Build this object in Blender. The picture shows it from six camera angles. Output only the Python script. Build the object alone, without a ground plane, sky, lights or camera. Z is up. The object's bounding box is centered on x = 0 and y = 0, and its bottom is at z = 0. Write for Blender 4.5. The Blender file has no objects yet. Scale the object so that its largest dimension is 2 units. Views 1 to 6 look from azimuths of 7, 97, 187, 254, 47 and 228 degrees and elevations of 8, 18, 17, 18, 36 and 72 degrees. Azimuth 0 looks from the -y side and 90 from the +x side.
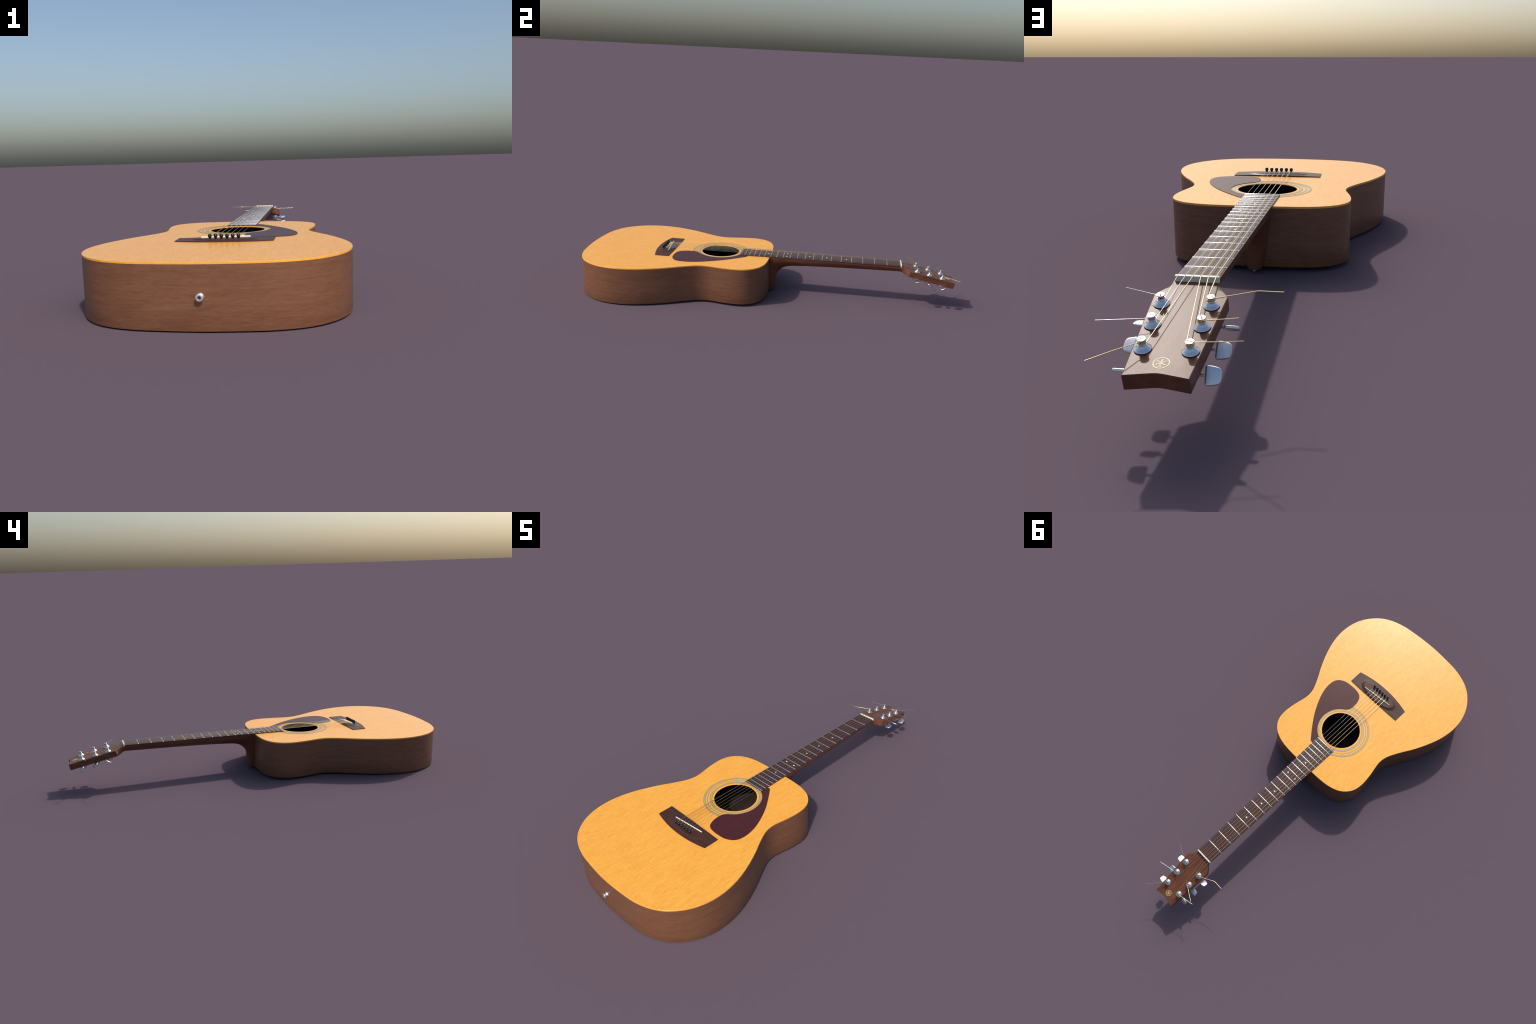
"""Steel-string acoustic guitar lying on its back, built part by part.

Local frame of the guitar: +Y runs along the neck to the head, +Z is the outward
normal of the soundboard (soundboard face at Z = 0).  The whole guitar hangs under
one Empty that carries the small tilt with which it rests on the tail edge and on
the heel screw.
"""
import bpy, bmesh, math, random
from mathutils import Vector, Matrix

random.seed(7)
TILT = 0.010            # radians, neck end up
FACE_HEIGHT = 0.200     # soundboard above the ground at Y = 0
DEPTH = 0.190           # body depth
HOLE = (0.0, -0.2647)   # sound hole centre
HOLE_R = 0.1000
NUT_Y, SCALE = 0.700, 1.2366

# ------------------------------------------------------------------ helpers
def smooth(t):
    t = max(0.0, min(1.0, t))
    return t * t * (3 - 2 * t)

def interp(table, x):
    if x <= table[0][0]:
        return table[0][1]
    for (x0, y0), (x1, y1) in zip(table, table[1:]):
        if x <= x1:
            return y0 + (y1 - y0) * (x - x0) / (x1 - x0)
    return table[-1][1]

def catmull(pts, n, closed=True):
    """Centripetal-ish Catmull-Rom through pts, resampled to n even steps."""
    pts = [Vector(p) for p in pts]
    m = len(pts)
    dense = []
    segs = m if closed else m - 1
    for i in range(segs):
        if closed:
            p0, p1, p2, p3 = pts[i - 1], pts[i], pts[(i + 1) % m], pts[(i + 2) % m]
        else:
            p1, p2 = pts[i], pts[i + 1]
            p0 = pts[i - 1] if i else p1 * 2 - p2
            p3 = pts[i + 2] if i + 2 < m else p2 * 2 - p1
        t0, t1 = 0.0, max(1e-6, (p1 - p0).length ** .5)
        t2 = t1 + max(1e-6, (p2 - p1).length ** .5)
        t3 = t2 + max(1e-6, (p3 - p2).length ** .5)
        for k in range(24):
            t = t1 + (t2 - t1) * k / 24
            a1 = p0 * ((t1 - t) / (t1 - t0)) + p1 * ((t - t0) / (t1 - t0))
            a2 = p1 * ((t2 - t) / (t2 - t1)) + p2 * ((t - t1) / (t2 - t1))
            a3 = p2 * ((t3 - t) / (t3 - t2)) + p3 * ((t - t2) / (t3 - t2))
            b1 = a1 * ((t2 - t) / (t2 - t0)) + a2 * ((t - t0) / (t2 - t0))
            b2 = a2 * ((t3 - t) / (t3 - t1)) + a3 * ((t - t1) / (t3 - t1))
            dense.append(b1 * ((t2 - t) / (t2 - t1)) + b2 * ((t - t1) / (t2 - t1)))
    if closed:
        dense.append(dense[0])
    else:
        dense.append(pts[-1])
    L = [0.0]
    for a, b in zip(dense, dense[1:]):
        L.append(L[-1] + (b - a).length)
    out, j = [], 0
    steps = n if closed else n - 1
    for i in range(n):
        s = L[-1] * i / steps
        while j < len(L) - 2 and L[j + 1] < s:
            j += 1
        f = (s - L[j]) / max(1e-9, L[j + 1] - L[j])
        out.append(dense[j].lerp(dense[j + 1], min(1, f)))
    return out

def offset_loop(loop, d):
    """Move a closed counter-clockwise 2D loop inwards by d."""
    n = len(loop)
    res = []
    for i in range(n):
        t = (loop[(i + 1) % n] - loop[i - 1]).normalized()
        res.append(loop[i] + Vector((-t.y, t.x)) * d)
    return res

ROOT = None

def make(name, bm, mat, parent, angle=35, loc=None):
    bmesh.ops.recalc_face_normals(bm, faces=bm.faces)
    me = bpy.data.meshes.new(name)
    bm.to_mesh(me)
    bm.free()
    return link(name, me, mat, parent, angle, loc)

def link(name, me, mat, parent, angle=35, loc=None):
    for m in (mat if isinstance(mat, (list, tuple)) else [mat]):
        me.materials.append(m)
    if angle is not None:
        me.shade_smooth()
        me.set_sharp_from_angle(angle=math.radians(angle))
    ob = bpy.data.objects.new(name, me)
    bpy.context.scene.collection.objects.link(ob)
    ob.parent = parent
    if loc is not None:
        ob.matrix_local = loc
    return ob

def instance(ob, parent, loc=None, name=None):
    o = ob.copy()
    bpy.context.scene.collection.objects.link(o)
    o.parent = parent
    if loc is not None:
        o.matrix_local = loc
    if name:
        o.name = name
    return o

def ring_faces(bm, a, b):
    n = len(a)
    for i in range(n):
        bm.faces.new((a[i], a[(i + 1) % n], b[(i + 1) % n], b[i]))

def stack(bm, rings, cap0=True, cap1=True):
    """Skin a list of equally long closed loops of 3D points."""
    vs = [[bm.verts.new(p) for p in r] for r in rings]
    for a, b in zip(vs, vs[1:]):
        ring_faces(bm, a, b)
    if cap0:
        bm.faces.new(vs[0])
    if cap1:
        bm.faces.new(vs[-1])
    return vs

def prism(bm, loop, z0, z1, bevel=0.0, bottom_bevel=0.0):
    """Solid from a closed CCW 2D loop with chamfered rims."""
    rings = []
    if bottom_bevel:
        rings.append([(p.x, p.y, z0) for p in offset_loop(loop, bottom_bevel)])
        rings.append([(p.x, p.y, z0 + bottom_bevel) for p in loop])
    else:
        rings.append([(p.x, p.y, z0) for p in loop])
    if bevel:
        rings.append([(p.x, p.y, z1 - bevel) for p in loop])
        rings.append([(p.x, p.y, z1 - bevel * .3) for p in offset_loop(loop, bevel * .3)])
        rings.append([(p.x, p.y, z1) for p in offset_loop(loop, bevel)])
    else:
        rings.append([(p.x, p.y, z1) for p in loop])
    return stack(bm, rings)

def lathe(bm, profile, seg=32, mat=Matrix(), cap0=True, cap1=True):
    rings = []
    for r, z in profile:
        rings.append([mat @ Vector((r * math.cos(2 * math.pi * k / seg),
                                    r * math.sin(2 * math.pi * k / seg), z)) for k in range(seg)])
    stack(bm, rings, cap0, cap1)

def tube(bm, pts, r, seg=8):
    """Round wire along a polyline (parallel-transport frame), capped."""
    pts = [Vector(p) for p in pts]
    rings, nrm = [], None
    for i, p in enumerate(pts):
        a = pts[max(0, i - 1)]
        b = pts[min(len(pts) - 1, i + 1)]
        t = (b - a).normalized()
        if nrm is None:
            nrm = t.orthogonal().normalized()
        else:
            nrm = (nrm - t * nrm.dot(t)).normalized()
        bn = t.cross(nrm)
        rings.append([p + (nrm * math.cos(2 * math.pi * k / seg) + bn * math.sin(2 * math.pi * k / seg)) * r
                      for k in range(seg)])
    stack(bm, rings)

def box(bm, x0, x1, y0, y1, z0, z1, bevel=0.0):
    vs = [bm.verts.new((x, y, z)) for z in (z0, z1) for x, y in ((x0, y0), (x1, y0), (x1, y1), (x0, y1))]
    fs = [(3, 2, 1, 0), (4, 5, 6, 7), (0, 1, 5, 4), (1, 2, 6, 5), (2, 3, 7, 6), (3, 0, 4, 7)]
    faces = [bm.faces.new([vs[i] for i in f]) for f in fs]
    if bevel:
        edges = list({e for f in faces for e in f.edges})
        bmesh.ops.bevel(bm, geom=edges, offset=bevel, segments=2, profile=.5, affect='EDGES')

# ---------------------------------------------------------------- materials
class Mat:
    def __init__(self, name):
        self.m = bpy.data.materials.new(name)
        self.m.use_nodes = True
        self.nt = self.m.node_tree
        self.b = self.nt.nodes["Principled BSDF"]
        self.tc = None

    def n(self, kind, **kw):
        nd = self.nt.nodes.new(kind)
        for k, v in kw.items():
            setattr(nd, k, v)
        return nd

    def l(self, a, b):
        self.nt.links.new(a, b)

    def coords(self, scale=(1, 1, 1), loc=(0, 0, 0), rot=(0, 0, 0)):
        if self.tc is None:
            self.tc = self.n("ShaderNodeTexCoord")
        mp = self.n("ShaderNodeMapping")
        mp.inputs["Scale"].default_value = scale
        mp.inputs["Location"].default_value = loc
        mp.inputs["Rotation"].default_value = rot
        self.l(self.tc.outputs["Object"], mp.inputs["Vector"])
        return mp.outputs["Vector"]

    def noise(self, vec, scale=1, detail=3, rough=.55, dist=0):
        nd = self.n("ShaderNodeTexNoise")
        nd.inputs["Scale"].default_value = scale
        nd.inputs["Detail"].default_value = detail
        nd.inputs["Roughness"].default_value = rough
        nd.inputs["Distortion"].default_value = dist
        self.l(vec, nd.inputs["Vector"])
        return nd.outputs["Fac"]

    def ramp(self, fac, stops, interp='LINEAR'):
        r = self.n("ShaderNodeValToRGB")
        cr = r.color_ramp
        cr.interpolation = interp
        while len(cr.elements) < len(stops):
            cr.elements.new(.5)
        for e, (p, c) in zip(cr.elements, stops):
            e.position = p
            e.color = (*c, 1) if len(c) == 3 else c
        self.l(fac, r.inputs["Fac"])
        return r.outputs["Color"]

    def mix(self, fac, a, b, mode='MIX'):
        m = self.n("ShaderNodeMix", data_type='RGBA', blend_type=mode)
        for sock, v in ((m.inputs[0], fac), (m.inputs[6], a), (m.inputs[7], b)):
            if hasattr(v, "is_output"):
                self.l(v, sock)
            elif isinstance(v, (int, float)):
                sock.default_value = v
            else:
                sock.default_value = (*v, 1)
        return m.outputs[2]

    def math(self, op, a, b=None):
        m = self.n("ShaderNodeMath", operation=op)
        for i, v in enumerate((a, b)):
            if v is None:
                continue
            if hasattr(v, "is_output"):
                self.l(v, m.inputs[i])
            else:
                m.inputs[i].default_value = v
        return m.outputs[0]

    def bump(self, h, strength=.1, dist=.001):
        b = self.n("ShaderNodeBump")
        b.inputs["Strength"].default_value = strength
        b.inputs["Distance"].default_value = dist
        self.l(h, b.inputs["Height"])
        self.l(b.outputs["Normal"], self.b.inputs["Normal"])

    def set(self, color=None, rough=.5, metal=0, spec=.5, coat=0, coat_rough=.1):
        if color is not None:
            if hasattr(color, "is_output"):
                self.l(color, self.b.inputs["Base Color"])
            else:
                self.b.inputs["Base Color"].default_value = (*color, 1)
        if hasattr(rough, "is_output"):
            self.l(rough, self.b.inputs["Roughness"])
        else:
            self.b.inputs["Roughness"].default_value = rough
        self.b.inputs["Metallic"].default_value = metal
        self.b.inputs["Specular IOR Level"].default_value = spec
        self.b.inputs["Coat Weight"].default_value = coat
        self.b.inputs["Coat Roughness"].default_value = coat_rough
        return self.m

def mat_plain(name, color, **kw):
    return Mat(name).set(color, **kw)

def mat_spruce():
    m = Mat("spruce_top")
    # soft blotches drawn out along the grain, fine fibres, scattered short dark pores
    blot = m.noise(m.coords((60, 9, 60)), 1, 4, .6)
    col = m.ramp(blot, [(.28, (0.896, 0.394, 0.053)), (.52, (0.963, 0.447, 0.064)), (.75, (0.980, 0.498, 0.077))])
    fib = m.noise(m.coords((240, 30, 240)), 1, 4, .65)
    col = m.mix(m.ramp(fib, [(.33, (.50, .50, .50)), (.60, (0, 0, 0))]), col, (0.784, 0.298, 0.036))
    col = m.mix(m.ramp(fib, [(.54, (0, 0, 0)), (.72, (.45, .45, .45))]), col, (0.980, 0.584, 0.102))
    pore = m.noise(m.coords((560, 62, 560), (3, 1, 0)), 1, 2, .5)
    area = m.noise(m.coords((13, 7, 13), (5, 2, 0)), 1, 2)
    pmask = m.math('MULTIPLY', m.ramp(pore, [(.63, (0, 0, 0)), (.72, (1, 1, 1))]),
                   m.ramp(area, [(.38, (0, 0, 0)), (.62, (.8, .8, .8))]))
    col = m.mix(pmask, col, (0.448, 0.146, 0.024))
    m.bump(fib, .06, .0006)
    return m.set(col, rough=.29, spec=.5)

def mat_mahogany(name, along, base, dark, light, rough=.45, spec=.5):
    """Streaky brown wood; `along` gives the stretch of the grain per axis."""
    m = Mat(name)
    a = Vector(along)
    blot = m.noise(m.coords(tuple(a * .16), (2, 7, 1)), 1, 4, .6, .6)
    col = m.ramp(blot, [(.30, dark), (.50, base), (.72, light)])
    str_ = m.noise(m.coords(tuple(a * .8)), 1, 5, .68, .2)
    col = m.mix(m.ramp(str_, [(.30, (.55, .55, .55)), (.52, (0, 0, 0))]), col, tuple(c * .60 for c in dark))
    col = m.mix(m.ramp(str_, [(.54, (0, 0, 0)), (.74, (.50, .50, .50))]), col, tuple(min(1, c * 1.25) for c in light))
    red = m.noise(m.coords(tuple(a * .33), (9, 3, 4)), 1, 3, .6)
    col = m.mix(m.ramp(red, [(.54, (0, 0, 0)), (.68, (.40, .40, .40))]), col, (base[0] * .97, base[1] * .72, base[2] * .72))
    m.bump(str_, .06, .0006)
    return m.set(col, rough=rough, spec=spec)

def mat_rosette():
    """Pale speckled inlay with dark line borders, from the distance to the hole centre."""
    m = Mat("rosette_inlay")
    sep = m.n("ShaderNodeSeparateXYZ")
    m.l(m.coords((1, 1, 1), (-HOLE[0], -HOLE[1], 0)), sep.inputs[0])
    r = m.math('SQRT', m.math('ADD', m.math('POWER', sep.outputs[0], 2), m.math('POWER', sep.outputs[1], 2)))
    fleck = m.noise(m.coords((420, 420, 420)), 1, 3, .7)
    pale = m.ramp(fleck, [(.30, (.31, .285, .135)), (.52, (.43, .385, .185)), (.70, (.55, .49, .25))])
    masks = None
    for inner, outer in ((.1093, .1203), (.1300, .1338), (.1410, .1503)):
        mid, half = (inner + outer) / 2, (outer - inner) / 2
        d = m.math('ABSOLUTE', m.math('SUBTRACT', r, mid))
        # border line: within 1 mm of either rim
        edge = .0014 if half > .003 else .0007
        line = m.math('MULTIPLY', m.math('GREATER_THAN', d, half - edge), m.math('LESS_THAN', d, half + .0006))
        masks = line if masks is None else m.math('MAXIMUM', masks, line)
    col = m.mix(m.math('MULTIPLY', masks, .85), pale, (.13, .10, .08))
    return m.set(col, rough=.42)

def mat_pickguard():
    m = Mat("pickguard_plastic")
    st = m.noise(m.coords((60, 9, 60), rot=(0, 0, .25)), 1, 4, .6)
    col = m.ramp(st, [(.30, (.058, .019, .018)), (.52, (.072, .018, .020)), (.72, (.076, .023, .021))])
    return m.set(col, rough=.36, spec=.23)

def mat_rosewood(name="rosewood", s=(170, 7, 120), spec=.36, contrast=1.0):
    m = Mat(name)
    st = m.noise(m.coords(s), 1, 5, .65, .15)
    mid = (.063, .0265, .0195)
    col = m.ramp(st, [(.50 - .22 * contrast, tuple(m_ + (l_ - m_) * contrast for l_, m_ in zip((.042, .018, .014), mid))), (.50, mid),
                      (.50 + .24 * contrast, tuple(m_ + (h_ - m_) * contrast for h_, m_ in zip((.084, .038, .028), mid)))])
    bl = m.noise(m.coords(tuple(c * .12 for c in s), (1, 4, 2)), 1, 2)
    col = m.mix(m.ramp(bl, [(.40, (0, 0, 0)), (.65, (.40, .40, .40))]), col, (.080, .026, .022))
    m.bump(st, .08, .0005)
    return m.set(col, rough=.40, spec=spec)

def mat_wound(name, color, rough=.3):
    m = Mat(name)
    return m.set(color, rough=rough, metal=1)

SPRUCE = mat_spruce()
SIDE = mat_mahogany("mahogany_side", (46, 46, 520), (.195, .084, .043), (.160, .065, .034), (.212, .102, .053), rough=.42)
BACK = mat_mahogany("mahogany_back", (260, 22, 260), (.190, .081, .042), (.155, .063, .033), (.208, .099, .052), rough=.42)
NECKW = mat_mahogany("mahogany_neck", (190, 24, 190), (.158, .057, .029), (.124, .043, .023), (.182, .072, .038), rough=.42, spec=.27)
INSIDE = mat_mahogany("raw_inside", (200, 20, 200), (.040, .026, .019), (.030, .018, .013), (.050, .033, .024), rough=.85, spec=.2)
ROSETTE = mat_rosette()
GUARD = mat_pickguard()
ROSEWOOD = mat_rosewood()
BRIDGEW = mat_rosewood("rosewood_bridge", (12, 90, 90), .22, .5)
BONE = mat_plain("bone", (.82, .78, .62), rough=.45)
BLACK = mat_plain("black_plastic", (.010, .010, .011), rough=.22)
CHROME = mat_plain("chrome", (.80, .81, .83), rough=.33, metal=1)
FRETMETAL = mat_plain("nickel_fret", (.86, .86, .84), rough=.36, metal=1)
STEEL = mat_wound("plain_steel", (.68, .69, .73), .28)
BRONZE = mat_wound("bronze_wound", (.76, .61, .32), .26)
PEARL = mat_plain("pearl_dot", (.80, .80, .68), rough=.3)
GOLD = mat_plain("gold_print", (.70, .58, .25), rough=.45)
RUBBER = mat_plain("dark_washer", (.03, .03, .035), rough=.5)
PINMETAL = mat_plain("satin_metal", (.80, .80, .83), rough=.38, metal=.85)

# --------------------------------------------------------------------- root
ROOT = bpy.data.objects.new("acoustic_guitar", None)
bpy.context.scene.collection.objects.link(ROOT)
ROOT["label"] = "acoustic guitar with amber top, brown sides and dark pickguard lying flat"
ROOT["category"] = "acoustic guitar"
ROOT.empty_display_size = .1
# everything below is modelled with the soundboard at Z = 0 and lifted by BASE
ROOT.rotation_euler = (TILT, 0, 0)
ROOT.location = (0, math.sin(TILT) * FACE_HEIGHT, FACE_HEIGHT * (1 - math.cos(TILT)))
LIFT = Matrix.Translation((0, 0, FACE_HEIGHT))

def part(name, bm, mat, angle=35, parent=None, loc=None):
    """A direct part of the guitar (raised by LIFT), or a piece of such a part."""
    if parent is None:
        return make(name, bm, mat, ROOT, angle, LIFT if loc is None else LIFT @ loc)
    return make(name, bm, mat, parent, angle, loc)

# --------------------------------------------------------------------- body
HALF = [(0, .0112), (.055, .0102), (.120, .0080), (.177, .0000), (.229, -.0205), (.2612, -.050), (.2755, -.075),
        (.2822, -.100), (.2845, -.128), (.2840, -.150), (.2780, -.200), (.2684, -.248), (.2643, -.275),
        (.2650, -.300), (.2700, -.325), (.2796, -.350), (.3048, -.400), (.3332, -.450), (.3577, -.500),
        (.3785, -.550), (.3952, -.600), (.4058, -.650), (.4100, -.700), (.4067, -.750), (.3945, -.800),
        (.3708, -.850), (.3312, -.900), (.3010, -.925), (.2540, -.950), (.1860, -.970), (.120, -.9778),
        (.055, -.9828), (0, -.9845)]
# counter-clockwise: down the -x side, back up the +x side
OUTLINE = catmull([(-x, y) for x, y in HALF] + [(x, y) for x, y in reversed(HALF[1:-1])], 420)
for _ in range(3):   # take out the last digit of jitter
    OUTLINE = [(OUTLINE[i - 1] + OUTLINE[i] * 2 + OUTLINE[(i + 1) % len(OUTLINE)]) / 4 for i in range(len(OUTLINE))]
TOP_T = .0058
WALL = .005

def circle(c, r, n, a0=0):
    return [Vector((c[0] + r * math.cos(a0 + 2 * math.pi * k / n), c[1] + r * math.sin(a0 + 2 * math.pi * k / n))) for k in range(n)]

# soundboard: plate with a round hole
bm = bmesh.new()
bev = .0007
def plate_with_hole(bm, outer, hole, z):
    vo = [bm.verts.new((p.x, p.y, z)) for p in outer]
    vh = [bm.verts.new((p.x, p.y, z)) for p in hole]
    ed = [bm.edges.new((v[i - 1], v[i])) for v in (vo, vh) for i in range(len(v))]
    bmesh.ops.triangle_fill(bm, use_beauty=True, edges=ed)
    return vo, vh
N_H = 128
t_o, t_h = plate_with_hole(bm, offset_loop(OUTLINE, bev), circle(HOLE, HOLE_R + bev, N_H), 0)
b_o, b_h = plate_with_hole(bm, OUTLINE, circle(HOLE, HOLE_R + .012, N_H), -TOP_T)
lip = [bm.verts.new((p.x, p.y, -.0026)) for p in circle(HOLE, HOLE_R, N_H)]
m_o = [bm.verts.new((p.x, p.y, -bev)) for p in OUTLINE]
m_h = [bm.verts.new((p.x, p.y, -bev)) for p in circle(HOLE, HOLE_R, N_H)]
ring_faces(bm, t_o, m_o); ring_faces(bm, m_o, b_o)
ring_faces(bm, t_h, m_h); ring_faces(bm, m_h, lip); ring_faces(bm, lip, b_h)
soundboard = part("soundboard", bm, SPRUCE, 12)

# rim (bent sides): outer skin, inner skin
bm = bmesh.new()
inner = offset_loop(OUTLINE, WALL)
Z1, Z0 = -TOP_T - .0002, -DEPTH
seq = [(inner, Z1), (OUTLINE, Z1), (OUTLINE, -.06), (OUTLINE, -.12), (OUTLINE, Z0 + .0025),
       (offset_loop(OUTLINE, .0007), Z0 + .0008), (offset_loop(OUTLINE, .0025), Z0), (inner, Z0)]
vs = [[bm.verts.new((p.x, p.y, z)) for p in lp] for lp, z in seq]
for a, b in zip(vs, vs[1:] + vs[:1]):
    ring_faces(bm, a, b)
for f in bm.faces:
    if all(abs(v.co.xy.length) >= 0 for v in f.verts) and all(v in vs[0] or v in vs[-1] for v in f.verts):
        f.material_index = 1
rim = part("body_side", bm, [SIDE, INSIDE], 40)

# back plate, set inside the rim
bm = bmesh.new()
prism(bm, offset_loop(OUTLINE, WALL + .0002), Z0 + .0004, Z0 + .0060)
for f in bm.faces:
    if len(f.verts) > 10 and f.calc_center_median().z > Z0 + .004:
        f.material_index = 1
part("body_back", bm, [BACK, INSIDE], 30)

# rosette: three inlaid rings, a hair proud of the soundboard
for inner_r, outer_r in ((.1093, .1203), (.1300, .1338), (.1410, .1503)):
    bm = bmesh.new()
    seg = 160
    prof = [(inner_r, -.001), (inner_r, .0004), (inner_r + .0002, .0006), (outer_r - .0002, .0006), (outer_r, .0004), (outer_r, -.001)]
    rings = [[bm.verts.new((HOLE[0] + r * math.cos(2 * math.pi * k / seg), HOLE[1] + r * math.sin(2 * math.pi * k / seg), z))
              for k in range(seg)] for r, z in prof]
    for a, b in zip(rings, rings[1:]):
        ring_faces(bm, a, b)
    part("rosette_ring", bm, ROSETTE, 40, soundboard, Matrix())

# pickguard: teardrop hugging the inner rosette ring
arc_r = .1236
a0, a1 = math.atan2(.1090, .052), math.atan2(-.0965, .0775)
arc = [(HOLE[0] + arc_r * math.cos(a0 + (a1 - a0) * k / 14), HOLE[1] + arc_r * math.sin(a0 + (a1 - a0) * k / 14)) for k in range(15)]
guard_pts = [(.0769, -.1172), (.0720, -.1120), (.0665, -.1095), (.0600, -.1096), (.0535, -.1180), (.0515, -.1380)] + arc + \
    [(.0630, -.3720), (.0525, -.3870), (.0478, -.4080), (.0490, -.4330), (.0547, -.4550), (.0660, -.4755), (.0849, -.4872),
     (.1062, -.4912), (.1407, -.4920), (.1767, -.4874), (.2022, -.4757), (.2160, -.4640), (.2262, -.4448),
     (.2306, -.4145), (.2248, -.3673), (.2080, -.3165), (.1690, -.2398), (.1265, -.1790)]
guard = catmull(guard_pts, 260)
area = sum(guard[i - 1].x * guard[i].y - guard[i].x * guard[i - 1].y for i in range(len(guard)))
if area < 0:
    guard.reverse()
bm = bmesh.new()
prism(bm, guard, .0009, .0020, bevel=.0005)
part("pickguard", bm, GUARD, 8)

# ------------------------------------------------------------------- bridge
BX, BY1, BY0, BBOW = .1628, -.5125, -.5856, .0224
def bridge_height(x, y):
    h = .0030
    d = ((abs(x) / .0960) ** 2.6 + (abs(y + .5530 + .0015 * (x / .1) ** 2) / .0345) ** 2.3) ** (1 / 2.4)
    k = smooth((1.24 - d) / .26)
    # wings thin out towards the ends
    h += .0012 * smooth((BX - abs(x)) / .09)
    return h + (.0080 - h) * k
bm = bmesh.new()
nx, ny = 150, 44
top = []
for j in range(ny + 1):
    row = []
    for i in range(nx + 1):
        x = -BX + 2 * BX * i / nx
        y_back = BY0 - BBOW * (1 - (x / BX) ** 2)
        y = y_back + (BY1 - y_back) * j / ny
        row.append(bm.verts.new((x, y, bridge_height(x, y))))
    top.append(row)
for j in range(ny):
    for i in range(nx):
        bm.faces.new((top[j][i], top[j][i + 1], top[j + 1][i + 1], top[j + 1][i]))
border = top[0][:] + [r[-1] for r in top[1:]] + top[-1][-2::-1] + [r[0] for r in top[-2:0:-1]]
low = [bm.verts.new((v.co.x, v.co.y, .0006)) for v in border]
ring_faces(bm, border, low)
bm.faces.new(low)
bridge = part("bridge", bm, BRIDGEW, 40)

# saddle: slanted bone blade with a rounded crest
SAD_A, SAD_B = Vector((.0824, -.5345)), Vector((-.0820, -.5508))
def saddle_y(x):
    t = (x - SAD_A.x) / (SAD_B.x - SAD_A.x)
    return SAD_A.y + (SAD_B.y - SAD_A.y) * t
bm = bmesh.new()
d = (SAD_B - SAD_A).normalized(); nrm = Vector((-d.y, d.x))
rings = []
for t, w, z1 in ((0, .0007, .0090), (.006, .0017, .0112), (.02, .0019, .0118), (.5, .0019, .0124), (.98, .0019, .0118), (.994, .0017, .0112), (1, .0007, .0090)):
    c = SAD_A.lerp(SAD_B, t)
    ring = []
    for o, z in ((-1, .004), (-1, z1 - .0013), (-.6, z1 - .0003), (0, z1), (.6, z1 - .0003), (1, z1 - .0013), (1, .004)):
        p = c + nrm * (o * w)
        ring.append((p.x, p.y, z))
    rings.append(ring)
stack(bm, rings)
part("saddle", bm, BONE, 50, bridge, Matrix())

# bridge pins: ball head on a flared stem
PIN_X = [.0472 - .01888 * k for k in range(6)]     # treble (+x) to bass (-x)
PIN_Y = -.5740
bm = bmesh.new()
prof = [(.0026, -.0120), (.0032, -.0025), (.0034, .0000), (.0038, .0022), (.0046, .0036)]
for k in range(13):
    a = -math.pi / 2 + .85 + (math.pi - .85) * k / 12
    prof.append((max(.00005, .0066 * math.cos(a)), .0096 + .0066 * math.sin(a)))
lathe(bm, prof, 24)
first = part("bridge_pin", bm, BLACK, 40, bridge, Matrix.Translation((PIN_X[0], PIN_Y, .0080)))
for x in PIN_X[1:]:
    instance(first, bridge, Matrix.Translation((x, PIN_Y + random.uniform(-.0003, .0003), .0080 + random.uniform(-.0004, .0004))))

# ------------------------------------------------- neck, heel and headstock
HEAD_Y0 = .6985
HEAD_A = math.atan(.2293)
CH, SH = math.cos(HEAD_A), math.sin(HEAD_A)
def head_pt(x, u, w):
    """Headstock frame -> guitar frame: u along the head face, w out of it."""
    return Vector((x, HEAD_Y0 + u * CH + w * SH, -u * SH + w * CH))
HEAD_M = Matrix(((1, 0, 0, 0), (0, CH, SH, HEAD_Y0), (0, -SH, CH, 0), (0, 0, 0, 1)))

HEAD_T = .0308
NB, NT = 44, 12     # points round the back / across the face of a section

def round_section(w, t, p=2.15):
    pts = []
    for k in range(NB + 1):
        a = math.pi * k / NB
        c, s = math.cos(a), math.sin(a)
        pts.append((w * math.copysign(abs(c) ** (2 / p), c), t * abs(s) ** (2 / p)))
    return pts

def square_section(w, t, r=.0022):
    """Rectangle back with small rounded corners, same point count as round_section."""
    half = []
    n_side = 9
    for k in range(n_side):
        half.append((w, r * .6 + (t - 1.6 * r) * k / (n_side - 1)))
    for k in range(1, 5):
        a = math.pi / 2 * k / 4
        half.append((w - r + r * math.cos(a), t - r + r * math.sin(a)))
    n_bot = NB // 2 - len(half) + 1
    for k in range(1, n_bot + 1):
        half.append(((w - r) * (1 - k / n_bot), t))
    return half + [(-x, z) for x, z in reversed(half[:-1])]

def head_w(u):
    return interp([(0, .0437), (.008, .0438), (.0135, .0447), (.0183, .0461), (.023, .0482), (.0275, .0507), (.0325, .0542), (.0375, .0579),
                   (.0425, .0618), (.0475, .0657), (.0525, .0695), (.0553, .0713), (.0580, .0713), (.2925, .0556)], u)

def head_end(x):
    return .2826 + .19 * (math.sqrt(x * x + .006 ** 2) - .006)

def board_half(y):
    return .0442 + (NUT_Y - y) * .0143

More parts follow.
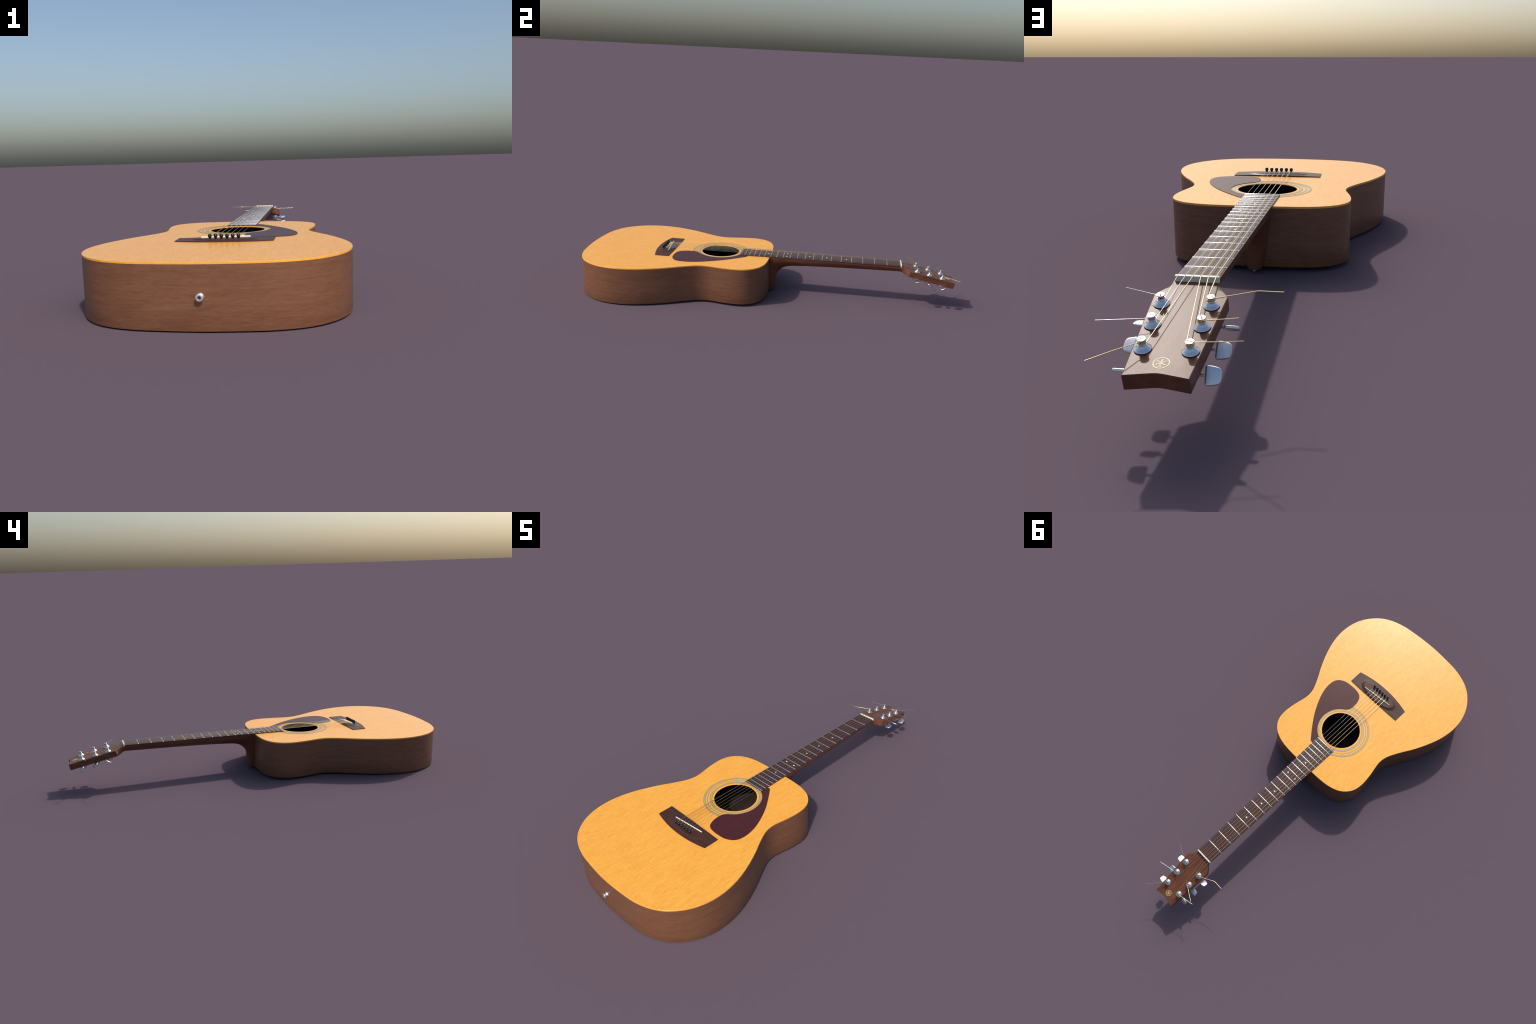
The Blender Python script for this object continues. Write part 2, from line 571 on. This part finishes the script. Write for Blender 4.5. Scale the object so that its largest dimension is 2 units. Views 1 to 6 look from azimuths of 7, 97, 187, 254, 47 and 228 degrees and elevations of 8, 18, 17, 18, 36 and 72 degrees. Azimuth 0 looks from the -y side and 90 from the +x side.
NECK_D = [(.005, .0560), (.16, .0497), (.20, .0470), (.32, .0424), (.50, .0384), (.65, .0362), (HEAD_Y0, .0352)]
# heel fan: (anchor Y, Z on the body/fretboard) -> (keel Y, Z)
HEEL = [((.005, -.1930), (.0437, -.1930)), ((.005, -.1750), (.0437, -.1750)), ((.005, -.150), (.0438, -.1535)),
        ((.005, -.125), (.0445, -.1330)), ((.005, -.104), (.0457, -.1180)), ((.005, -.084), (.0482, -.1060)), ((.005, -.064), (.0525, -.0955)),
        ((.005, -.044), (.0580, -.0865)), ((.005, -.024), (.0650, -.0785)), ((.005, -.006), (.0735, -.0712)), ((.014, .0), (.0835, -.0648)),
        ((.034, .0), (.0950, -.0593)), ((.060, .0), (.1090, -.0553)), ((.090, .0), (.1250, -.0527)), ((.122, .0), (.1420, -.0509)), ((.155, .0), (.1620, -.0497))]
HEEL_W = [(-.1930, .0240), (-.139, .0335), (-.107, .0385), (-.043, .0463), (-.0035, .0518), (.0, .0528)]

rings = []
tags = []
def add_ring(back, place, tag):
    ring = [place(x, t) for x, t in back]
    w = back[0][0]
    for x in [-w + .0018] + [-w + 2 * w * k / NT for k in range(1, NT)] + [w - .0018]:
        ring.append(place(x, 0))
    rings.append(ring)
    tags.append(tag)

heel_curve = []
for (ay, az), (ky, kz) in HEEL:
    heel_curve.append((ay, az, ky, kz))
# refine the fan
fine = []
for i in range(len(heel_curve) - 1):
    p0 = heel_curve[max(0, i - 1)]; p1 = heel_curve[i]; p2 = heel_curve[i + 1]; p3 = heel_curve[min(len(heel_curve) - 1, i + 2)]
    for k in range(4):
        t = k / 4
        q = []
        for c in range(4):
            if c < 2:
                q.append(p1[c] + (p2[c] - p1[c]) * t)
            else:
                q.append(.5 * (2 * p1[c] + (p2[c] - p0[c]) * t + (2 * p0[c] - 5 * p1[c] + 4 * p2[c] - p3[c]) * t * t
                               + (3 * p1[c] - p0[c] - 3 * p2[c] + p3[c]) * t ** 3))
        fine.append(tuple(q))
fine.append(heel_curve[-1])
# rounded bottom rim of the heel cap
for shrink, dz in ((.90, 0), (.96, .0008), (1.0, .0022)):
    ay, az, ky, kz = fine[0]
    w = interp(HEEL_W, az) * shrink
    K = Vector((ay + (ky - ay) * shrink, az + dz)); A = Vector((ay, az + dz))
    add_ring(round_section(w, 1.0, 2.1), lambda x, t, A=A, K=K: (x, A.x + (K.x - A.x) * t, A.y + (K.y - A.y) * t), "heel")
for ay, az, ky, kz in fine[1:]:
    if az < -.188:
        continue
    w = interp(HEEL_W, az) if az < -.0001 else min(board_half(ay) - .0008, .0528 + ay * .03)
    A, K = Vector((ay, az)), Vector((ky, kz))
    add_ring(round_section(w, 1.0, 2.1), lambda x, t, A=A, K=K: (x, A.x + (K.x - A.x) * t, A.y + (K.y - A.y) * t), "heel")
for k in range(1, 25):
    y = .166 + (HEAD_Y0 - .166) * k / 24
    dpt = interp(NECK_D, y)
    add_ring(round_section(board_half(y) - .0006, dpt), lambda x, t, y=y: (x, y, -t), "neck")
# headstock
us = [.004, .008, .0135, .0183, .023, .0275, .0325, .0375, .0425, .0475, .0525, .0553, .0565, .058, .064, .075, .10, .13, .16, .19, .22, .25]
for u in us:
    b = smooth(u / .046)
    w, t = head_w(u), .0352 + (HEAD_T - .0352) * smooth(u / .04)
    back = [(x0 + (x1 - x0) * b, z0 + (z1 - z0) * b) for (x0, z0), (x1, z1) in zip(round_section(w, t), square_section(w, t))]
    ang = HEAD_A * smooth(u / .03)
    oy, oz = HEAD_Y0 + u * CH, -u * SH
    add_ring(back, lambda x, t, oy=oy, oz=oz, ang=ang: (x, oy - t * math.sin(ang), oz - t * math.cos(ang)), "head")
for back_off, ins in ((.018, 0), (.010, 0), (.0012, 0), (0, .0012)):
    base = .262
    def place(x, t, back_off=back_off, ins=ins):
        ue = head_end(x) - back_off
        tt = min(max(t, ins), HEAD_T - ins)
        xx = max(-head_w(ue) + ins, min(head_w(ue) - ins, x))
        return head_pt(xx, ue, -tt)
    ww = head_w(head_end(.056) - back_off)
    add_ring(square_section(ww, HEAD_T), place, "head")

bm = bmesh.new()
vs = stack(bm, rings, True, False)
lower = vs[-1][:NB + 1]                                   # +x edge, round the back, -x edge
upper = [vs[-1][0]] + vs[-1][:NB:-1] + [vs[-1][NB]]       # +x edge, across the face, -x edge
i = j = 0
while i < len(lower) - 1 or j < len(upper) - 1:
    ahead = j == len(upper) - 1 or (i < len(lower) - 1 and lower[i + 1].co.x >= upper[j + 1].co.x)
    tri = (lower[i], upper[j], lower[i + 1]) if ahead else (lower[i], upper[j], upper[j + 1])
    if len(set(tri)) == 3:
        bm.faces.new(tri)
    i, j = (i + 1, j) if ahead else (i, j + 1)
idx_of = {}
for i, r in enumerate(vs):
    for v in r:
        idx_of[v] = i
layer = bm.faces.layers.int.new("region")
for f in bm.faces:
    i = max(idx_of[v] for v in f.verts)
    j = min(idx_of[v] for v in f.verts)
    f[layer] = {"heel": 0, "neck": 1, "head": 2}[tags[i]]
bmesh.ops.recalc_face_normals(bm, faces=bm.faces)
whole = bpy.data.meshes.new("neck_whole")
bm.to_mesh(whole)
bm.free()
whole.shade_smooth()
whole.set_sharp_from_angle(angle=math.radians(34))
corner = [Vector(c.vector) for c in whole.corner_normals]
region = [d.value for d in whole.attributes["region"].data]
def region_object(name, r):
    used, verts, faces, nors = {}, [], [], []
    for p in whole.polygons:
        if region[p.index] != r:
            continue
        f = []
        for li in p.loop_indices:
            vi = whole.loops[li].vertex_index
            if vi not in used:
                used[vi] = len(verts)
                verts.append(whole.vertices[vi].co[:])
            f.append(used[vi])
            nors.append(corner[li])
        faces.append(f)
    me = bpy.data.meshes.new(name)
    me.from_pydata(verts, [], faces)
    ob = link(name, me, NECKW, ROOT, None, LIFT)
    me.shade_smooth()
    me.normals_split_custom_set(nors)
    return ob
heel = region_object("heel", 0)
neck = region_object("neck", 1)
headstock = region_object("headstock", 2)
bpy.data.meshes.remove(whole)

# heel screw (the guitar rests on it)
bm = bmesh.new()
lathe(bm, [(.0030, .004), (.0030, -.0015), (.0056, -.0022), (.0060, -.0042), (.0052, -.0058), (.0030, -.0067)], 20)
part("heel_screw", bm, CHROME, 40, None, Matrix.Translation((0, .0294, -.1925)))

# ---------------------------------------------------------------- fretboard
FB_TOP, FB_END = .0047, -.1512
bm = bmesh.new()
ring = lambda y, s: [(board_half(y) * s, y), (-board_half(y) * s, y)]
loop = [Vector((board_half(FB_END), FB_END)), Vector((board_half(NUT_Y - .0005), NUT_Y - .0005)),
        Vector((-board_half(NUT_Y - .0005), NUT_Y - .0005)), Vector((-board_half(FB_END), FB_END))]
c = .0007
def fb_ring(z, ins):
    return [(board_half(FB_END) - ins, FB_END + ins, z), (board_half(.7) - ins, NUT_Y - .0005, z),
            (-board_half(.7) + ins, NUT_Y - .0005, z), (-board_half(FB_END) + ins, FB_END + ins, z)]
stack(bm, [fb_ring(.0002, 0), fb_ring(FB_TOP - c, 0), fb_ring(FB_TOP, c)])
fretboard = part("fretboard", bm, ROSEWOOD, 12)

def fret_y(n):
    return NUT_Y - SCALE * (1 - 2 ** (-n / 12))
bm = bmesh.new()
prof = [(-.0017, -.001)] + [(.0017 * math.sin(math.radians(a)) / math.sin(math.radians(52)),
        .0013 - .00216 * (1 - math.cos(math.radians(a)))) for a in range(-52, 53, 8)] + [(.0017, -.001)]
stack(bm, [[(sx, y, z) for y, z in prof] for sx in (-1, -.985, .985, 1)])
for v in bm.verts:       # crowned bar with rounded-off ends
    if abs(v.co.x) > .99 and v.co.z > .0005:
        v.co.z *= .6
fret0 = None
for n in range(1, 21):
    y = fret_y(n)
    M = Matrix.Translation((0, y, FB_TOP)) @ Matrix.Diagonal((board_half(y) - .0003, 1, 1, 1))
    if fret0 is None:
        fret0 = part("fret", bm, FRETMETAL, 60, fretboard, M)
    else:
        instance(fret0, fretboard, M)

bm = bmesh.new()
lathe(bm, [(.0041, -.001), (.0041, .0003), (.0036, .0005)], 24)
dot0 = None
for n, x in ((5, 0), (7, 0), (9, 0), (12, .0252), (12, -.0252), (15, 0)):
    M = Matrix.Translation((x, (fret_y(n) + fret_y(n - 1)) / 2, FB_TOP))
    if dot0 is None:
        dot0 = part("fret_marker", bm, PEARL, 50, fretboard, M)
    else:
        instance(dot0, fretboard, M)

# string table, treble to bass: radius, material
STRINGS = [(.00038, STEEL), (.00047, STEEL), (.00068, BRONZE), (.00082, BRONZE), (.00098, BRONZE), (.00116, BRONZE)]
NUT_X = [.0384 - .01538 * k for k in range(6)]

# nut: bone bar with a shallow slot under each string
bm = bmesh.new()
nut_w, y0, y1, zt = .0444, .6998, .7068, .0109
xs = [-nut_w, -nut_w + .001]
for k in reversed(range(6)):
    r = STRINGS[k][0] + .0004
    xs += [NUT_X[k] - r - .0002, NUT_X[k] - r, NUT_X[k], NUT_X[k] + r, NUT_X[k] + r + .0002]
xs += [nut_w - .001, nut_w]
rings_n = []
for i, x in enumerate(xs):
    dip = 0
    for k in range(6):
        r = STRINGS[k][0] + .0004
        if abs(x - NUT_X[k]) < r + .0001:
            dip = .0011
    e = .0008 if i in (0, len(xs) - 1) else 0
    top_z = zt - dip - e
    rings_n.append([(x, y0 + e, .0001), (x, y0 + e, top_z - .0006), (x, y0 + .0012, top_z), (x, y1 - .0022, top_z - .0003), (x, y1 - e, top_z - .0012), (x, y1 - e, -.0035)])
stack(bm, rings_n)
part("nut", bm, BONE, 40)

# ---------------------------------------------------------- tuning machines
POSTS = [(.0470, .0895, 1), (.0448, .1553, 2), (.0410, .2237, 3)]
# per machine: side, row, slot angle, button roll (deg, + lifts the far edge)
MACHINES = [(1, 0, 100, 22), (1, 1, 5, -22), (1, 2, 40, 41), (-1, 2, -15, -48), (-1, 1, 115, -32), (-1, 0, 20, 44)]
POST_TOP = .0220

bm = bmesh.new()
lathe(bm, [(.0150, .0002), (.0154, .0006), (.0154, .0014)], 36)

def build_bushing():
    bm = bmesh.new()
    prof = [(.0148, .0012), (.0154, .0015), (.0153, .0019), (.0146, .0027), (.0128, .0044), (.0108, .0064), (.0090, .0086), (.0079, .0105),
            (.0070, .0110), (.0066, .0112)]
    lathe(bm, prof, 40)
    return bm

def build_post():
    bm = bmesh.new()
    lathe(bm, [(.0066, .0095), (.0066, .0118), (.0060, .0126), (.0057, .0132)], 28)
    g = .00125
    for side in (1, -1):     # two prongs either side of the slot, flaring to the crown
        rr = []
        for z, r in ((.0128, .0058), (.0168, .0060), (.0190, .0070), (.0200, .0076), (.0214, .0078), (.0220, .0072)):
            a0 = math.asin(g / r)
            pts = []
            for k in range(15):
                a = a0 + (math.pi - 2 * a0) * k / 14
                pts.append((r * math.cos(a), side * r * math.sin(a), z))
            rr.append(pts)
        stack(bm, rr)
    return bm

def build_slot_dark_block():
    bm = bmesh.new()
    box(bm, -.0054, .0054, -.0012, .0012, .0125, .0182)  # near-black block filling the lower part of the slot, so the slot reads as a dark line
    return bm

def build_housing():
    bm = bmesh.new()
    z = -HEAD_T
    lathe(bm, [(.0131, z + .001), (.0131, z - .0015), (.0124, z - .0020), (.0124, z - .0105), (.0112, z - .0126), (.0085, z - .0136), (.0020, z - .0140)], 36)
    # worm barrel beside the gear drum
    M = Matrix.Translation((0, .0140, z - .0056)) @ Matrix.Rotation(math.radians(90), 4, 'Y')
    lathe(bm, [(.0030, -.0125), (.0046, -.0115), (.0046, .0125), (.0038, .0140), (.0026, .0145), (.0026, .030)], 20, M)
    return bm

def build_button():
    """Flat keystone key: wide at the shaft, domed outer edge, rounded rims."""
    bm = bmesh.new()
    half = [(.0140, .0000), (.0163, .0008), (.0171, .0030), (.0166, .0110), (.0152, .0190), (.0136, .0240), (.0108, .0268), (.0060, .0281)]
    out = catmull([(0, -.0002)] + half + [(0, .0284)] + [(-x, y) for x, y in reversed(half)], 80)
    if sum(out[i - 1].x * out[i].y - out[i].x * out[i - 1].y for i in range(len(out))) < 0:
        out.reverse()
    rr = []
    for z, ins in ((-.0034, .0032), (-.0032, .0016), (-.0026, .0006), (-.0017, 0), (.0017, 0), (.0026, .0006), (.0032, .0016), (.0034, .0032)):
        rr.append([(p.x, p.y, z) for p in offset_loop(out, ins)])
    stack(bm, rr)
    return bm

proto = {}
for i, (side, row, slot, roll) in enumerate(MACHINES):
    px, pu, _ = POSTS[row]
    e = bpy.data.objects.new("tuning_machine", None)
    e.empty_display_size = .02
    bpy.context.scene.collection.objects.link(e)
    e.parent = ROOT
    e.matrix_local = LIFT @ HEAD_M @ Matrix.Translation((side * px, pu, 0))
    mirror = Matrix.Rotation(0, 4, 'Z') if side > 0 else Matrix.Diagonal((-1, 1, 1, 1))
    # shaft axis runs out along +x of the machine, .014 towards the tip from the post
    inner_x = {0: .0728, 1: .0693, 2: .0652}[row] - px
    Mb = mirror @ Matrix.Translation((inner_x, .0142, -.0364)) @ Matrix.Rotation(math.radians(roll), 4, 'X') @ \
        Matrix(((0, 1, 0, 0), (1, 0, 0, 0), (0, 0, 1, 0), (0, 0, 0, 1)))
    plan = [("washer", None, RUBBER, Matrix()), ("bushing", build_bushing, CHROME, Matrix()),
            ("string_post", build_post, CHROME, Matrix.Rotation(math.radians(slot), 4, 'Z')),
            ("slot_dark_block", build_slot_dark_block, RUBBER, Matrix.Rotation(math.radians(slot), 4, 'Z')),
            ("gear_housing", build_housing, CHROME, mirror), ("tuning_button", build_button, CHROME, Mb)]
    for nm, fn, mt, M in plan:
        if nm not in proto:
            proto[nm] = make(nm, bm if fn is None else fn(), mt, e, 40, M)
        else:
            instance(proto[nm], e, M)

# ------------------------------------------------------------------ strings
# loose ends: points in the headstock frame
TAILS = {0: [(.0560, .0840, .0165), (.0900, .0680, .0125), (.1280, .0508, .0083)],
         1: [(.0560, .1600, .0170), (.0960, .1690, .0190), (.1385, .1780, .0210)],
         2: [(.0500, .2330, .0180), (.0760, .2640, .0255), (.1060, .3012, .0330)],
         3: [(-.0500, .2200, .0172), (-.0860, .2128, .0150), (-.1272, .2045, .0129)],
         4: [(-.0470, .1600, .0200), (-.0520, .1625, .0205), (-.0850, .1770, .0350), (-.1195, .1925, .0505)],
         5: [(-.0560, .0860, .0165), (-.0900, .0690, .0142), (-.1240, .0504, .0118), (-.1310, .0490, .0117), (-.1764, .0495, .0119)]}
ROW_OF = {0: (1, 0), 1: (1, 1), 2: (1, 2), 3: (-1, 2), 4: (-1, 1), 5: (-1, 0)}
TURNS = {0: 3, 1: 3, 2: 3, 3: 3, 4: 4, 5: 2}
for k, (r, mt) in enumerate(STRINGS):
    side, row = ROW_OF[k]
    px, pu, _ = POSTS[row]
    cx = side * px
    xs_ = PIN_X[k] * .985
    ys_ = saddle_y(xs_)
    pts = [(PIN_X[k], PIN_Y + .0040, .0030), (PIN_X[k], PIN_Y + .0058, .0088), (PIN_X[k] * .995, PIN_Y + .0085, .0102),
           (xs_, ys_ - .0012, .0121 + r), (xs_, ys_ + .0010, .0124 + r)]
    for t in (.25, .5, .75):
        a, b = Vector(pts[4]), Vector((NUT_X[k], .6998, .0106))
        pts.append(tuple(a.lerp(b, t)))
    pts += [(NUT_X[k], .6998, .0106), (NUT_X[k], .7045, .0101)]
    # coil round the post, starting tangent on the inner side and climbing
    rad = .0062 + r
    coil_w0 = .0128 + r
    pitch = 2.05 * r
    n_c = 16 * TURNS[k]
    enter = Vector((cx - side * rad, pu, coil_w0))
    pts.append(tuple(Vector(pts[-1]).lerp(head_pt(*enter), .6)))
    coil = []
    for q in range(n_c + 1):
        a = 2 * math.pi * q / 16
        # at a=0 the wire is on the inner side, moving along +u
        coil.append(head_pt(cx - side * rad * math.cos(a), pu + rad * math.sin(a), min(coil_w0 + pitch * q / 16, .0186)))
    pts += [tuple(c_) for c_ in coil]
    pts.append(tuple(head_pt(cx, pu, .0160)))
    tail = [Vector(t) for t in TAILS[k]]
    pts += [tuple(head_pt(*t)) for t in tail]
    bm = bmesh.new()
    tube(bm, pts, r, 8)
    part("string", bm, mt, 70)

# ------------------------------------------------------------------- emblem
EM_U, EM_R = .2565, .0140
bm = bmesh.new()
def flat_piece(bm, outline):
    loop = [Vector(p) for p in outline]
    if sum(loop[i - 1].x * loop[i].y - loop[i].x * loop[i - 1].y for i in range(len(loop))) < 0:
        loop.reverse()
    stack(bm, [[(p.x, p.y, -.0003) for p in loop], [(p.x, p.y, flat_piece.z) for p in loop]])
seg = 72
r0, r1 = EM_R - .0016, EM_R
rr = [[(r * math.cos(2 * math.pi * k / seg), r * math.sin(2 * math.pi * k / seg), z) for k in range(seg)]
      for r, z in ((r0, -.0003), (r0, .0003), (r1, .0003), (r1, -.0003))]
stack(bm, rr, False, False)
for i in range(3):       # three crossed tuning forks
    flat_piece.z = .0003 + .00004 * i
    a = math.radians(-90 + 120 * i)
    rot = Matrix.Rotation(a, 2)
    w1, w2, gap = .0008, .00085, .0016
    shapes = [[(.0028, -w1), (.0060, -w1), (.0074, -.0014), (.0086, -.0010), (.0110, -.0002), (.0110, .0002), (.0086, .0010), (.0074, .0014), (.0060, w1), (.0028, w1)],
              [(.0034, 0), (.0024, gap), (-.0104, gap), (-.0104, gap - w2 * 1.3), (.0008, gap - w2), (.0016, 0)],
              [(.0034, 0), (.0016, 0), (.0008, -gap + w2), (-.0104, -gap + w2 * 1.3), (-.0104, -gap), (.0024, -gap)]]
    for sh in shapes:
        flat_piece(bm, [tuple(rot @ Vector(p)) for p in sh])
make("emblem", bm, GOLD, headstock, None, HEAD_M @ Matrix.Translation((0, EM_U, 0)))

# ------------------------------------------------------------- strap button
bm = bmesh.new()
M = Matrix.Translation((0, -.9840, -.0935)) @ Matrix.Rotation(math.radians(90), 4, 'X')
prof = [(.0095, -.002), (.0112, .0000), (.0112, .0014), (.0098, .0034), (.0076, .0052), (.0062, .0068), (.0060, .0085), (.0070, .0102),
        (.0090, .0115), (.0106, .0122), (.0111, .0132), (.0110, .0146), (.0104, .0154), (.0096, .0158), (.0054, .0156), (.0050, .0152),
        (.0049, .0118), (.0047, .0060)]
lathe(bm, prof, 40, M)
part("strap_button", bm, PINMETAL, 40)
bm = bmesh.new()
lathe(bm, [(.0049, .0080), (.0049, .0118), (.0046, .0121)], 24, M)  # near-black disc set inside the bore, so the hole reads dark
dark_bore_disc = part("strap_button_dark_disc", bm, RUBBER, 40)
